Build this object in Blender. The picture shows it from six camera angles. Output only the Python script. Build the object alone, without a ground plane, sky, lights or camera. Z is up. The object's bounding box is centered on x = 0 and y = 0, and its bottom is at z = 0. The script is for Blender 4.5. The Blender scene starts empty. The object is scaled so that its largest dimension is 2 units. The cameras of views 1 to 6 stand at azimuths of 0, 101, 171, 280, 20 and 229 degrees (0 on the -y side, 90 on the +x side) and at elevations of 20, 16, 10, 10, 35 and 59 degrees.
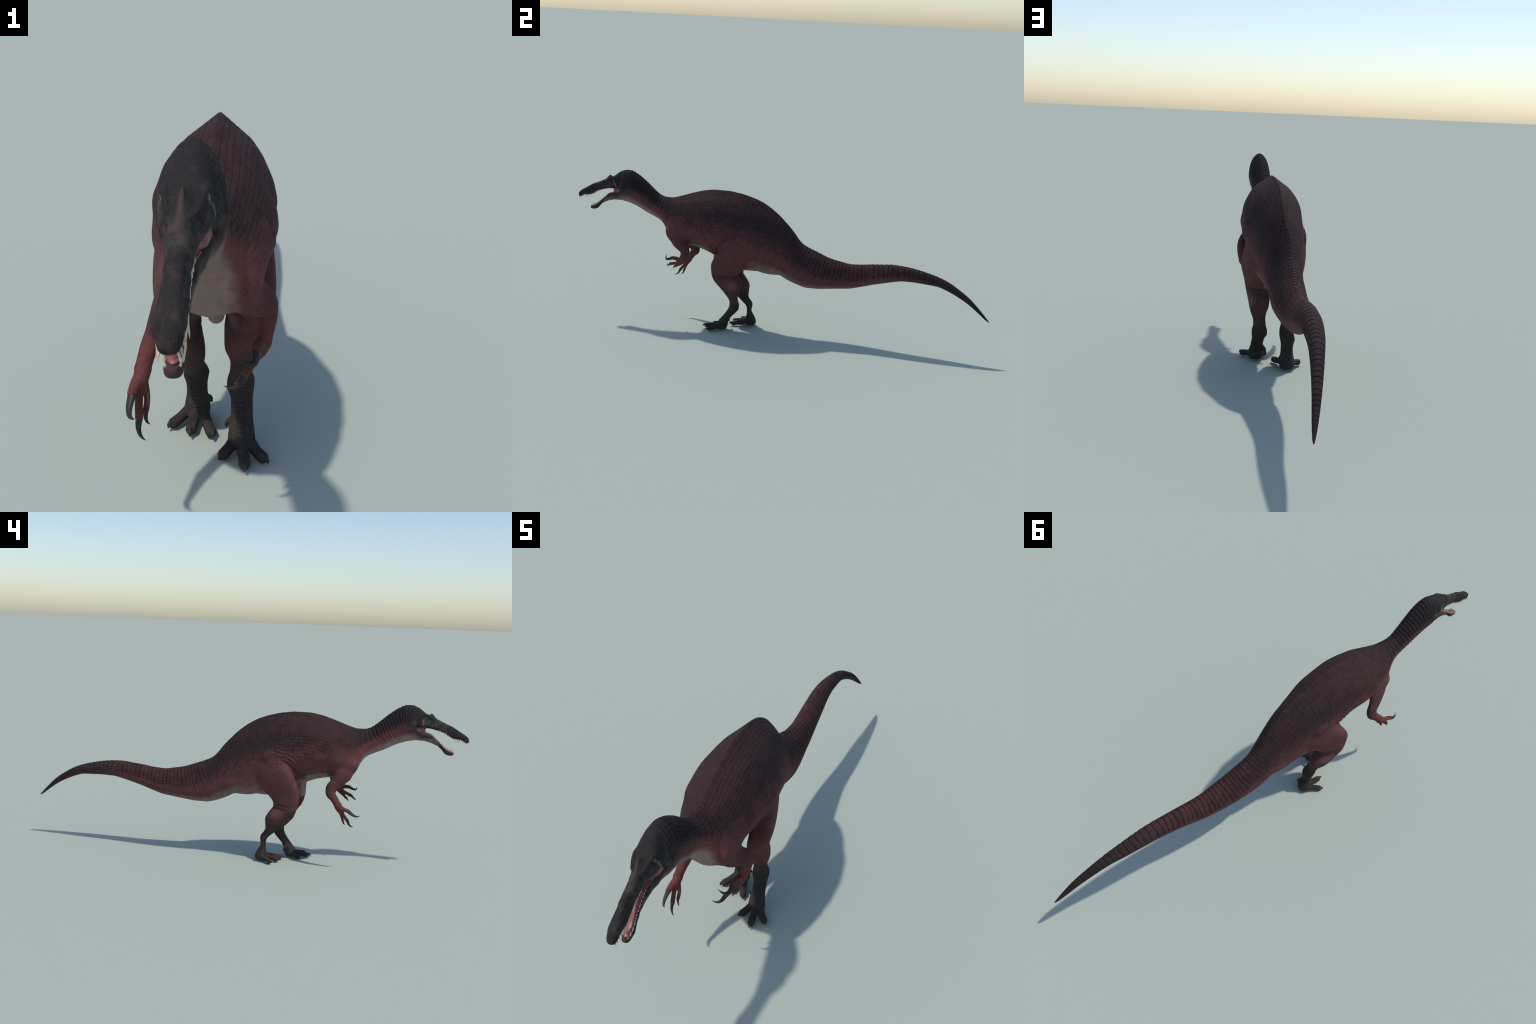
"""A long-snouted fish-eating theropod dinosaur, striding, mouth open.
The body is described by profile tables (dorsal line, ventral line, plan-view
centre line and half width) that are lofted, fused with lofted limbs and head,
and then split into anatomical parts that share one smooth surface."""
import bpy, math, random
import numpy as np
from mathutils import Vector, kdtree

random.seed(7)
rng = np.random.default_rng(7)
VOXEL = 0.0018

# ----------------------------------------------------------------- helpers
def smooth_interp(x, xs, ys):
    """Monotone-ish cubic (finite difference Hermite) interpolation."""
    xs = np.asarray(xs, float); ys = np.asarray(ys, float)
    d = np.diff(ys) / np.diff(xs)
    m = np.zeros_like(ys); m[0] = d[0]; m[-1] = d[-1]
    same = d[:-1] * d[1:] > 0
    hm = np.where(same, 2 * d[:-1] * d[1:] / np.where(same, d[:-1] + d[1:], 1), 0)
    m[1:-1] = hm
    x = np.clip(x, xs[0], xs[-1])
    i = np.clip(np.searchsorted(xs, x) - 1, 0, len(xs) - 2)
    h = xs[i + 1] - xs[i]; t = (x - xs[i]) / h
    return ((1 + 2 * t) * (1 - t) ** 2 * ys[i] + t * (1 - t) ** 2 * h * m[i]
            + t * t * (3 - 2 * t) * ys[i + 1] + t * t * (t - 1) * h * m[i + 1])

def sstep(a, b, x):
    t = np.clip((x - a) / (b - a), 0, 1)
    return t * t * (3 - 2 * t)

class Table:
    def __init__(self, *pairs):
        self.x = [p[0] for p in pairs]; self.y = [p[1] for p in pairs]
    def __call__(self, x):
        return smooth_interp(np.asarray(x, float), self.x, self.y)

# ------------------------------------------------ trunk, neck and tail line
DORSAL = Table((-.80, .716), (-.775, .727), (-.75, .7325), (-.73, .732), (-.70, .7195), (-.67, .699), (-.65, .683),
               (-.60, .639), (-.575, .623), (-.55, .617), (-.525, .6165), (-.50, .622), (-.45, .639), (-.40, .656),
               (-.35, .669), (-.30, .6745), (-.25, .6745), (-.20, .669), (-.15, .658), (-.10, .642), (-.05, .617),
               (0, .580), (.04, .541), (.07, .507), (.10, .468), (.12, .449), (.15, .434), (.20, .415), (.25, .397),
               (.30, .3865), (.35, .379), (.40, .382), (.45, .389), (.50, .394), (.55, .399), (.60, .397), (.65, .391),
               (.70, .381), (.75, .368), (.80, .3495), (.85, .322), (.90, .289), (.95, .245), (.985, .210), (1.0, .195))
VENTRAL = Table((-.80, .590), (-.775, .581), (-.75, .576), (-.70, .560), (-.65, .534), (-.60, .5115), (-.575, .498),
                (-.556, .480), (-.546, .462), (-.538, .444), (-.529, .425), (-.516, .4065), (-.50, .399), (-.45, .393), (-.40, .389), (-.35, .378),
                (-.30, .358), (-.25, .342), (-.20, .330), (-.15, .313), (-.10, .298), (-.05, .287), (-.015, .286),
                (.01, .288), (.05, .270), (.10, .2505), (.15, .2395), (.20, .2405), (.25, .2465), (.30, .253),
                (.35, .260), (.40, .274), (.45, .2905), (.50, .3045), (.55, .3175), (.60, .327), (.65, .328),
                (.70, .326), (.75, .3235), (.80, .309), (.85, .2875), (.90, .260), (.95, .224), (.985, .198), (1.0, .192))
CENTRE = Table((-.80, .0085), (-.75, .0115), (-.60, .0095), (-.50, .0145), (-.40, .015), (-.30, .018), (-.20, .014),
               (-.10, .009), (-.03, .009), (.03, .009), (.10, .006), (.17, .007), (.25, .0065), (.35, .0085), (.50, .016),
               (.60, .0185), (.70, .026), (.80, .0395), (.90, .057), (1.0, .0792))
RIDGE = Table((-.80, .0085), (-.75, .0115), (-.60, .008), (-.50, .012), (-.40, .015), (-.30, .016), (-.20, .015), (-.10, .0125),
              (-.03, .0135), (.03, .010), (.10, .001), (.17, .002), (.25, .009), (.35, .011), (.50, .015), (.60, .024),
              (.70, .031), (.80, .0395), (.90, .060), (1.0, .0792))
HALF = Table((-.80, .034), (-.75, .0415), (-.70, .041), (-.65, .0375), (-.60, .0345), (-.575, .038), (-.555, .046), (-.535, .058), (-.515, .071), (-.50, .078),
             (-.45, .095), (-.40, .106), (-.30, .1116), (-.20, .1085), (-.10, .091), (-.03, .080), (.03, .0665), (.10, .058),
             (.17, .0555), (.25, .051), (.35, .0435), (.50, .0357), (.60, .0318), (.70, .026), (.80, .0195), (.90, .013),
             (.96, .0085), (1.0, .0032))
ROOFED = Table((-.80, .30), (-.72, .42), (-.60, .38), (-.50, .75), (-.35, 1.0), (-.05, 1.0), (.15, .75), (.4, .6), (.7, .45), (1.0, .2))

# widths of the half section at fixed heights below the ridge, right and left flank
LEVELS = [0, .06, .14, .25, .38, .50, .62, .74, .85, .94, 1.0]
KNOTS = [-.62, -.5, -.42, -.3, -.1, .1, .35]
FLANK_R = [[.25, .50, .72, .88, .96, 1.0, .94, .76, .48], [.235, .50, .78, .93, .98, 1.0, .97, .89, .70], [.24, .55, .82, .945, .955, .95, .84, .66, .50], [.245, .58, .83, .93, .93, .91, .77, .59, .46], [.22, .49, .74, .85, .92, .935, .87, .76, .54],
           [.23, .45, .63, .76, .88, .93, .89, .74, .50], [.23, .44, .63, .78, .82, .86, .88, .69, .46]]
FLANK_L = [[.25, .50, .72, .88, .96, 1.0, .94, .76, .48], [.23, .48, .63, .79, .91, 1.0, 1.0, .92, .72], [.225, .52, .70, .835, .90, .95, .85, .63, .48], [.225, .54, .74, .86, .90, .92, .79, .57, .46], [.23, .49, .75, .93, 1.05, 1.0, .83, .63, .42],
           [.25, .47, .66, .80, .95, 1.05, 1.0, .74, .47], [.235, .52, .68, .82, .93, 1.05, 1.0, .70, .47]]

def section(n, y, side):
    """Half cross-section from dorsal ridge to belly: (width 0..1, height 1..0)."""
    a = np.linspace(0, np.pi, n); tt = a / np.pi; roofed = float(ROOFED(y))
    ex, ez = np.sin(a) ** .92, .5 + .5 * np.cos(a)
    rows = np.array(FLANK_R if side < 0 else FLANK_L)
    w = np.r_[0, [np.interp(y, KNOTS, rows[:, k]) for k in range(9)], 0]
    L = np.r_[0, np.cumsum(np.hypot(np.diff(w) * .7, np.diff(LEVELS)))]; L /= L[-1]
    rx = smooth_interp(tt, L, w); rz = 1 - np.interp(tt, L, LEVELS)
    return ex * (1 - roofed) + rx * roofed, ez * (1 - roofed) + rz * roofed

def loft(rings, name):
    """Closed surface through rings of equal point count, ends capped by fans."""
    rings = np.asarray(rings, float); m, n, _ = rings.shape
    v = rings.reshape(-1, 3).tolist(); f = []
    for i in range(m - 1):
        for j in range(n):
            k = (j + 1) % n
            f.append((i * n + j, i * n + k, (i + 1) * n + k, (i + 1) * n + j))
    for i, rev in ((0, True), (m - 1, False)):
        c = len(v); v.append(rings[i].mean(0).tolist())
        for j in range(n):
            k = (j + 1) % n
            a, b = i * n + j, i * n + k
            f.append((c, b, a) if rev else (c, a, b))
    me = bpy.data.meshes.new(name); me.from_pydata(v, [], f); me.validate(); me.update()
    import bmesh
    bm = bmesh.new(); bm.from_mesh(me); bmesh.ops.recalc_face_normals(bm, faces=bm.faces); bm.to_mesh(me); bm.free()
    return me

def resample(pts, n):
    pts = np.asarray(pts, float)
    L = np.r_[0, np.cumsum(np.linalg.norm(np.diff(pts[:, :3], axis=0), axis=1) + 1e-6)]
    t = np.linspace(0, L[-1], n)
    return np.stack([smooth_interp(t, L, pts[:, k]) for k in range(pts.shape[1])], 1)

def tube(pts, name, n=24, steps=28, round_ends=True):
    """Limb segment: rows of (x, y, z, depth radius, lateral radius)."""
    p = resample(pts, steps); c = p[:, :3]
    T = np.gradient(c, axis=0); T /= np.linalg.norm(T, axis=1)[:, None]
    rings = []
    ang = np.linspace(0, 2 * np.pi, n, endpoint=False)
    lat = np.array([1., 0, 0])
    rows = [(c[i], T[i], p[i, 3], p[i, 4]) for i in range(steps)]
    if round_ends:
        head = [(c[0] - T[0] * p[0, 4] * math.sin(q), T[0], p[0, 3] * math.cos(q), p[0, 4] * math.cos(q)) for q in (1.4, 1.1, .8, .4)]
        tail = [(c[-1] + T[-1] * p[-1, 4] * math.sin(q), T[-1], p[-1, 3] * math.cos(q), p[-1, 4] * math.cos(q)) for q in (.4, .8, 1.1, 1.4)]
        rows = head + rows + tail
    for ctr, t, a, b in rows:
        u = lat - t * (lat @ t); u /= np.linalg.norm(u); w = np.cross(t, u)
        rings.append(ctr + np.outer(np.cos(ang) * b, u) + np.outer(np.sin(ang) * a, w))
    return loft(rings, name)

def slices(rows, name, n=32, steps=70):
    """Leg as horizontal slices: rows of (z, y front, y rear, x centre, half width)."""
    p = np.asarray(rows, float); z = np.linspace(p[0, 0], p[-1, 0], steps)
    o = np.argsort(p[:, 0]); col = lambda k: smooth_interp(z, p[o, 0], p[o, k])
    f, r, x, h = col(1), col(2), col(3), col(4)
    ang = np.linspace(0, 2 * np.pi, n, endpoint=False)
    rings = []
    for i in range(steps):
        k = 1 - .22 * float(sstep(.19, .27, z[i]))           # thighs are boxier than shins
        ca = np.sign(np.cos(ang)) * np.abs(np.cos(ang)) ** k; sa = np.sign(np.sin(ang)) * np.abs(np.sin(ang)) ** k
        ca = np.where(np.sin(ang) < 0, np.sign(ca) * np.abs(ca) ** .72, ca) if z[i] > .17 else ca
        yy = (r[i] - f[i]) / 2 * sa
        flare = .22 * float(sstep(.19, .27, z[i])) * (1 if x[i] > 0 else -1)      # the knees point outward
        rings.append(np.stack([x[i] + h[i] * ca - flare * yy, (f[i] + r[i]) / 2 + yy, np.full(n, z[i])], 1))
    return loft(rings, name)

# ------------------------------------------------------------ build sources
sources = []      # (label, mesh)

n_st = 260
ys = np.linspace(-.795, 1.0, n_st)
rings = []
for y in ys:
    zt, zb, xc, xr, hw = (float(t(y)) for t in (DORSAL, VENTRAL, CENTRE, RIDGE, HALF))
    end = math.sqrt(max(0.02, min(1, (y + .797) / .03)))      # rounded front end inside the skull
    zt += .0022 * sstep(-.6, -.5, y) * (1 - sstep(.9, 1.0, y)); zb -= .001 * sstep(-.4, -.3, y) * (1 - sstep(.9, 1.0, y))
    zm = (zt + zb) / 2; ring = []
    for side in (1, -1):
        wx, wz = section(33, y, side)
        mid = xc + (xr - xc) * np.clip((wz - .55) / .45, 0, 1)
        h = np.stack([mid + side * hw * wx * end, np.full(33, y), zm + (zb + wz * (zt - zb) - zm) * end], 1)
        ring.append(h if side > 0 else h[1:-1][::-1])
    rings.append(np.vstack(ring))
sources.append(("body", loft(rings, "body_loft")))

# pubic bulge between the thighs
sources.append(("body", tube([(.010, -.292, .375, .020, .026), (.011, -.290, .335, .021, .022), (.011, -.292, .312, .0195, .016)], "pubis")))
sources.append(("body", tube([(.010, -.29, .335, .030, .018), (.006, -.2, .325, .032, .028), (.004, -.1, .33, .036, .034)], "belly_rear")))

LEG_L = [(.478, -.200, -.12, .060, .014), (.458, -.222, -.10, .065, .028), (.42, -.252, -.085, .0715, .036), (.389, -.271, -.085, .0735, .037),
         (.354, -.293, -.098, .0745, .037), (.322, -.3005, -.130, .0705, .036), (.292, -.300, -.168, .066, .035),
         (.270, -.296, -.176, .063, .0345), (.251, -.289, -.162, .060, .035), (.230, -.274, -.158, .0585, .036),
         (.210, -.258, -.163, .0575, .0350), (.188, -.239, -.171, .0585, .0285), (.163, -.222, -.174, .056, .0225),
         (.145, -.213, -.171, .055, .023), (.127, -.2125, -.166, .055, .0280), (.111, -.217, -.167, .054, .0285),
         (.092, -.227, -.179, .057, .0225), (.065, -.246, -.203, .058, .0225), (.040, -.265, -.215, .058, .026),
         (.018, -.272, -.219, .058, .028), (.004, -.266, -.224, .058, .022)]
LEG_R = [(.482, -.190, -.10, -.052, .014), (.462, -.213, -.08, -.056, .027), (.435, -.239, -.075, -.0605, .034), (.406, -.262, -.075, -.063, .036),
         (.368, -.281, -.090, -.063, .0365), (.335, -.290, -.118, -.0625, .0355), (.303, -.292, -.152, -.0615, .035),
         (.281, -.290, -.171, -.0615, .035), (.263, -.287, -.175, -.061, .035), (.248, -.283, -.170, -.0615, .037),
         (.228, -.276, -.156, -.059, .038), (.210, -.268, -.145, -.056, .0385), (.195, -.255, -.141, -.054, .0375),
         (.180, -.242, -.142, -.051, .034), (.169, -.229, -.142, -.048, .030), (.153, -.208, -.1425, -.044, .0235),
         (.133, -.184, -.135, -.038, .0245), (.118, -.166, -.1235, -.039, .0275), (.105, -.153, -.120, -.041, .027),
         (.090, -.147, -.122, -.040, .0235), (.071, -.145, -.124, -.039, .0225), (.055, -.146, -.114, -.039, .0235),
         (.036, -.152, -.104, -.039, .027), (.016, -.155, -.098, -.040, .028), (.004, -.150, -.103, -.040, .022)]
sources.append(("leg_left", slices(LEG_L, "leg_loft_left")))
sources.append(("leg_right", slices(LEG_R, "leg_loft_right")))
# haunch muscle running from the thigh back into the tail base
for label, s, x in (("body", 1, .006), ("body", -1, .004)):
    sources.append((label, tube([(x + s * .062, -.215, .380, .050, .030), (x + s * .066, -.190, .430, .060, .038), (x + s * .056, -.155, .485, .055, .040)], "hip_loft")))
    sources.append((label, tube([(x + s * .052, -.215, .390, .066, .034), (x + s * .045, -.14, .381, .060, .036), (x + s * .037, -.06, .363, .051, .033),
                                 (x + s * .030, .03, .345, .042, .030), (x + s * .020, .10, .335, .030, .024)], "haunch_loft")))

TOES = {"left": [[(.058, -.245, .024), (.063, -.292, .0165), (.066, -.319, .0115)],
                 [(.070, -.245, .022), (.088, -.279, .015), (.101, -.295, .0105)],
                 [(.047, -.245, .022), (.033, -.272, .015), (.0235, -.286, .0105)],
                 [(.040, -.228, .058), (.030, -.222, .046), (.0275, -.2195, .040)]],
        "right": [[(-.041, -.130, .024), (-.045, -.170, .0165), (-.0475, -.197, .0115)],
                  [(-.052, -.125, .022), (-.074, -.158, .015), (-.0865, -.172, .0105)],
                  [(-.030, -.130, .022), (-.0145, -.180, .015), (-.006, -.205, .0105)],
                  [(-.027, -.130, .055), (-.014, -.119, .043), (-.0115, -.1155, .037)]]}
CLAW_TIPS = {"left": [(.066, -.339, .006), (.111, -.309, .005), (.018, -.300, .005), (.026, -.218, .029)],
             "right": [(-.048, -.217, .006), (-.095, -.185, .005), (-.002, -.224, .005), (-.009, -.112, .028)]}
for side in ("left", "right"):
    for k, toe in enumerate(TOES[side]):
        r = (.0132, .0110, .0116) if k < 3 else (.0065, .006, .005)
        sources.append(("foot_" + side, tube([(*p, q, q * 1.05) for p, q in zip(toe, r)], "toe_loft", n=18, steps=14)))

ARM_L = [(.046, -.482, .458, .034, .024), (.068, -.474, .430, .036, .028), (.088, -.455, .414, .031, .025), (.1005, -.439, .403, .0265, .0205),
         (.1045, -.429, .391, .0245, .0180), (.1055, -.427, .376, .0215, .0165), (.1035, -.434, .355, .018, .0145), (.0995, -.444, .337, .0175, .013)]
ARM_R = [(-.030, -.484, .456, .034, .022), (-.045, -.484, .430, .039, .026), (-.059, -.467, .405, .034, .022), (-.0705, -.448, .378, .0285, .0180),
         (-.079, -.431, .357, .0245, .0165), (-.0835, -.430, .341, .0225, .016), (-.0925, -.447, .318, .0170, .0150), (-.100, -.466, .291, .0160, .0135)]
for label, arm in (("arm_left", ARM_L), ("arm_right", ARM_R)):
    sources.append((label, tube(arm, "arm_loft", steps=36)))
for s, x, dy in ((1, .062, 0), (-1, -.036, -.004)):
    sources.append(("body", tube([(x - s * .004, -.488 + dy, .490, .032, .022), (x + s * .004, -.494 + dy, .466, .044, .028), (x + s * .003, -.482 + dy, .440, .040, .027)], "shoulder_loft")))
HAND = {"left": [[(.099, -.446, .334, .015, .013), (.093, -.458, .322, .014, .010)],
                 [(.094, -.455, .332, .010, .010), (.088, -.478, .340, .0082, .0085), (.0865, -.496, .340, .0078, .0075)],
                 [(.093, -.458, .322, .009, .008), (.080, -.486, .312, .0065, .0062), (.068, -.510, .304, .0068, .0062)],
                 [(.091, -.456, .316, .008, .007), (.075, -.477, .300, .0052, .005), (.0635, -.490, .2915, .0052, .005)]],
        "right": [[(-.100, -.466, .290, .016, .0135), (-.102, -.479, .272, .015, .010)],
                  [(-.104, -.475, .281, .010, .010), (-.109, -.497, .276, .0078, .0085), (-.111, -.514, .2705, .0076, .0078)],
                  [(-.104, -.480, .272, .009, .008), (-.104, -.494, .248, .0062, .0062), (-.102, -.512, .2245, .0066, .0062)],
                  [(-.098, -.473, .268, .008, .007), (-.092, -.483, .243, .0048, .005), (-.0945, -.4905, .2235, .0050, .005)]]}
for side in ("left", "right"):
    for part in HAND[side]:
        part = [(*p[:3], p[3] * 1.12, p[4] * 1.12) for p in part]
        sources.append(("hand_" + side, tube(part, "hand_loft", n=18, steps=14)))

# ------------------------------------------------------------------- head
def skull(rows, name, boxy=.75, n=40, steps=90):
    """Rows of (y, top z, bottom z, x centre, half width at top, half width at bottom)."""
    p = np.asarray(rows, float); y = np.linspace(p[0, 0], p[-1, 0], steps)
    y = p[0, 0] + (p[-1, 0] - p[0, 0]) * np.linspace(0, 1, steps) ** 1.25
    c = [smooth_interp(y, p[:, 0], p[:, k]) for k in range(6)]
    a = np.linspace(0, 2 * np.pi, n, endpoint=False); rings = []
    ca = np.sign(np.cos(a)) * np.abs(np.cos(a)) ** boxy; sa = np.sign(np.sin(a)) * np.abs(np.sin(a)) ** boxy
    for i in range(steps):
        zt, zb, x, ht, hb = (c[k][i] for k in range(1, 6))
        v = (sa + 1) / 2
        rings.append(np.stack([x + ca * (hb + (ht - hb) * v), np.full(n, y[i]), zb + (zt - zb) * v], 1))
    return loft(rings, name)

SKULL = [(-1.001, .5925, .5875, .0085, .0025, .003), (-.9995, .5985, .5835, .0085, .006, .0065), (-.996, .6045, .5808, .0085, .0088, .0100),
         (-.990, .6105, .5805, .0085, .0105, .0130), (-.978, .6180, .5880, .0085, .0120, .0160), (-.966, .6250, .5945, .0085, .0120, .0175),
         (-.950, .6345, .5952, .0085, .0115, .0180), (-.937, .6430, .5975, .0085, .0110, .0172), (-.920, .6512, .6050, .0085, .0105, .0165),
         (-.900, .6595, .6180, .0085, .0100, .0168), (-.880, .6670, .6258, .0085, .0105, .0182), (-.860, .6745, .6322, .0085, .0125, .0210),
         (-.845, .6815, .6360, .0088, .0175, .0240), (-.830, .6895, .6385, .0090, .0220, .0290), (-.815, .6975, .6400, .0090, .0235, .0340),
         (-.800, .7090, .6405, .0090, .0235, .0370), (-.785, .7205, .6400, .0092, .0220, .0392), (-.765, .7280, .6390, .0095, .0200, .0405),
         (-.745, .7310, .6200, .0095, .0150, .0395), (-.725, .7190, .6300, .0095, .0100, .0300), (-.710, .6950, .6400, .0095, .0050, .0150)]
JAW = [(-.9405, .5345, .5305, .0050, .003, .003), (-.938, .5385, .5265, .0050, .0075, .0065), (-.931, .5420, .5240, .0052, .0112, .0095),
       (-.921, .5450, .5232, .0055, .0128, .0105), (-.910, .5500, .5265, .0058, .0128, .0105), (-.900, .5570, .5335, .0060, .0120, .0100),
       (-.890, .5665, .5460, .0062, .0116, .0095), (-.875, .5805, .5585, .0066, .0118, .0098), (-.860, .5940, .5665, .0070, .0130, .0105),
       (-.845, .6070, .5725, .0075, .0155, .0120), (-.830, .6135, .5765, .0080, .0185, .0130), (-.815, .6170, .5800, .0085, .0230, .0145),
       (-.800, .6200, .5815, .0088, .0275, .0165), (-.780, .6320, .5815, .0092, .0335, .0190), (-.762, .6420, .5800, .0095, .0380, .0215),
       (-.740, .6500, .5745, .0100, .0380, .0230)]
sources.append(("head", skull(SKULL, "skull_loft", boxy=.62)))
sources.append(("jaw", skull(JAW, "jaw_loft", boxy=.62)))
# nasal crest: a low thin keel ending in a little hook in front of the eyes
sources.append(("head", tube([(.0085, -.890, .6590, .0060, .0045), (.0085, -.866, .6685, .0065, .0045), (.0085, -.850, .6785, .0075, .0045),
                              (.0085, -.840, .6890, .0085, .0036), (.0085, -.834, .6950, .0075, .0030)], "crest_loft", n=16, steps=16)))
sources.append(("head", tube([(.0085, -.885, .6545, .0060, .0075), (.0085, -.860, .6650, .0065, .0095), (.0085, -.842, .6790, .0080, .0105),
                              (.0085, -.828, .6865, .0070, .0110)], "crest_base_loft", n=16, steps=14)))
# brow ridges over the eyes and cheek bulges
for s in (-1, 1):
    sources.append(("head", tube([(.009 + s * .0150, -.848, .6745, .0045, .0045), (.009 + s * .0220, -.820, .6890, .0050, .0045),
                                  (.009 + s * .0225, -.797, .6935, .0045, .0045)], "brow_loft", n=14, steps=12)))

# ------------------------------------------------------------ fuse to a skin
def join_meshes(meshes, name):
    V, F, off = [], [], 0
    for me in meshes:
        co = np.empty(len(me.vertices) * 3); me.vertices.foreach_get("co", co)
        V.append(co.reshape(-1, 3)); F += [tuple(i + off for i in p.vertices) for p in me.polygons]; off += len(me.vertices)
    out = bpy.data.meshes.new(name); out.from_pydata(np.vstack(V).tolist(), [], F); out.update()
    return out

src = bpy.data.objects.new("source", join_meshes([m for _, m in sources], "source"))
bpy.context.scene.collection.objects.link(src)
m = src.modifiers.new("fuse", "REMESH"); m.mode = "VOXEL"; m.voxel_size = VOXEL; m.adaptivity = 0
dg = bpy.context.evaluated_depsgraph_get()
skin = bpy.data.meshes.new_from_object(src.evaluated_get(dg))
bpy.data.objects.remove(src)

nv = len(skin.vertices)
co = np.empty(nv * 3); skin.vertices.foreach_get("co", co); co = co.reshape(-1, 3)
ed = np.empty(len(skin.edges) * 2, int); skin.edges.foreach_get("vertices", ed); ed = ed.reshape(-1, 2)
deg = np.bincount(ed.ravel(), minlength=nv)[:, None]
# the fused skin is relaxed: little on the head and digits, more where muscles blend
soft = np.where(co[:, 1] < -.78, .25, .55)
soft = np.where((co[:, 2] < .05) | ((co[:, 2] < .345) & (co[:, 1] < -.455)), .3, soft)[:, None]
for _ in range(9):
    acc = np.zeros_like(co)
    for k in range(3):
        acc[:, k] = np.bincount(ed[:, 0], co[ed[:, 1], k], nv) + np.bincount(ed[:, 1], co[ed[:, 0], k], nv)
    co = co + soft * (acc / deg - co)
blend = sstep(.35, .40, co[:, 2]) * (1 - sstep(.50, .54, co[:, 2])) * sstep(-.34, -.29, co[:, 1]) * (1 - sstep(-.02, .06, co[:, 1]))
blend = np.maximum(blend, sstep(.395, .415, co[:, 2]) * (1 - sstep(.54, .58, co[:, 2])) * (1 - sstep(-.43, -.41, co[:, 1])) * sstep(-.60, -.56, co[:, 1]))
blend = np.maximum(blend, .6 * sstep(.27, .30, co[:, 2]) * (1 - sstep(.35, .40, co[:, 2])) * sstep(-.17, -.13, co[:, 1]) * (1 - sstep(.0, .06, co[:, 1])))[:, None] * .5
for _ in range(90):
    acc = np.zeros_like(co)
    for k in range(3):
        acc[:, k] = np.bincount(ed[:, 0], co[ed[:, 1], k], nv) + np.bincount(ed[:, 1], co[ed[:, 0], k], nv)
    co = co + blend * (acc / deg - co)
skin.vertices.foreach_set("co", co.ravel()); skin.update()
no = np.empty(nv * 3); skin.vertex_normals.foreach_get("vector", no); no = no.reshape(-1, 3)

# label every vertex with the source it came from
kd_pts, kd_lab = [], []
labels = sorted({l for l, _ in sources})
for l, me in sources:
    c = np.empty(len(me.vertices) * 3); me.vertices.foreach_get("co", c)
    kd_pts.append(c.reshape(-1, 3)); kd_lab += [labels.index(l)] * len(me.vertices)
kd_pts = np.vstack(kd_pts)
kd = kdtree.KDTree(len(kd_pts))
for i, p in enumerate(kd_pts): kd.insert(p, i)
kd.balance()
vlab = np.array([kd_lab[kd.find(p)[1]] for p in co])
for _, me in sources: bpy.data.meshes.remove(me)

# ------------------------------------------- skin relief (scale rows, folds)
SY = np.linspace(-.80, 1.0, 61)
zt_s, zb_s, xc_s = DORSAL(SY), VENTRAL(SY), CENTRE(SY)
slope_s = np.convolve(np.pad(np.gradient(zt_s, SY), 2, mode="edge"), np.ones(5) / 5, "valid")
arc_s = np.r_[0, np.cumsum(np.hypot(np.diff(SY), np.diff(zt_s)))]
# scale plates get longer towards the tail tip: phase counts plate rows along the back
PLATE = Table((-.80, .018), (-.62, .015), (-.5, .017), (-.3, .025), (-.1, .024), (.1, .016), (.35, .017), (.6, .025), (.8, .020), (1.0, .010))
phase_s = np.r_[0, np.cumsum(np.diff(arc_s) / PLATE((SY[:-1] + SY[1:]) / 2))]

def relief(p):
    y = p[:, 1]
    zt, zb, xc, sl = (np.interp(y, SY, t) for t in (zt_s, zb_s, xc_s, slope_s))
    foot = y + (p[:, 2] - zt) * sl / (1 + sl * sl) * .8
    ph = np.interp(foot, SY, phase_s)
    d = np.hypot((p[:, 0] - xc), p[:, 2] - zt)
    trunk = sstep(-.55, -.45, y) * (1 - sstep(.03, .12, y))
    rowp = d / .0125 + .05 * np.sin(ph * 2.1)
    stagger = .16 * np.sin(12.9 * np.floor(rowp + .5)) * trunk       # trunk plates are laid a little like bricks
    wob = .06 * np.sin(75 * d + ph * 1.7) + .1 * np.sin(p[:, 1] * 60) + stagger
    band = np.abs(((ph + wob) % 1) - .5) * 2           # 1 on a groove between rows
    row = np.abs((rowp % 1) - .5) * 2
    u = (p[:, 2] - zb) / (zt - zb)
    on = sstep(.30, .50, u) * sstep(-.80, -.74, y) * (1 - sstep(.96, .99, y))
    deep = .55 + .45 * np.maximum(sstep(.1, .2, y), 1 - sstep(-.62, -.5, y))
    g = (.0017 + .0010 * np.maximum(1.7 * (1 - sstep(-.64, -.54, y)), .6 * sstep(.1, .2, y))) * sstep(.68, 1, band) * (1 - .45 * trunk) + (.0011 + .0008 * trunk) * sstep(.70, 1, row) * (1 - .5 * sstep(.3, .5, y))
    out = -g * on * deep * (1 - .6 * sstep(.5, .9, y))
    # throat wrinkles
    out += .0009 * np.sin(2 * np.pi * (foot + .25 * d) / .0125) * sstep(-.80, -.77, y) * (1 - sstep(-.66, -.58, y)) * (1 - sstep(.35, .55, u)) * sstep(.02, .12, u)
    return out

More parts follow.
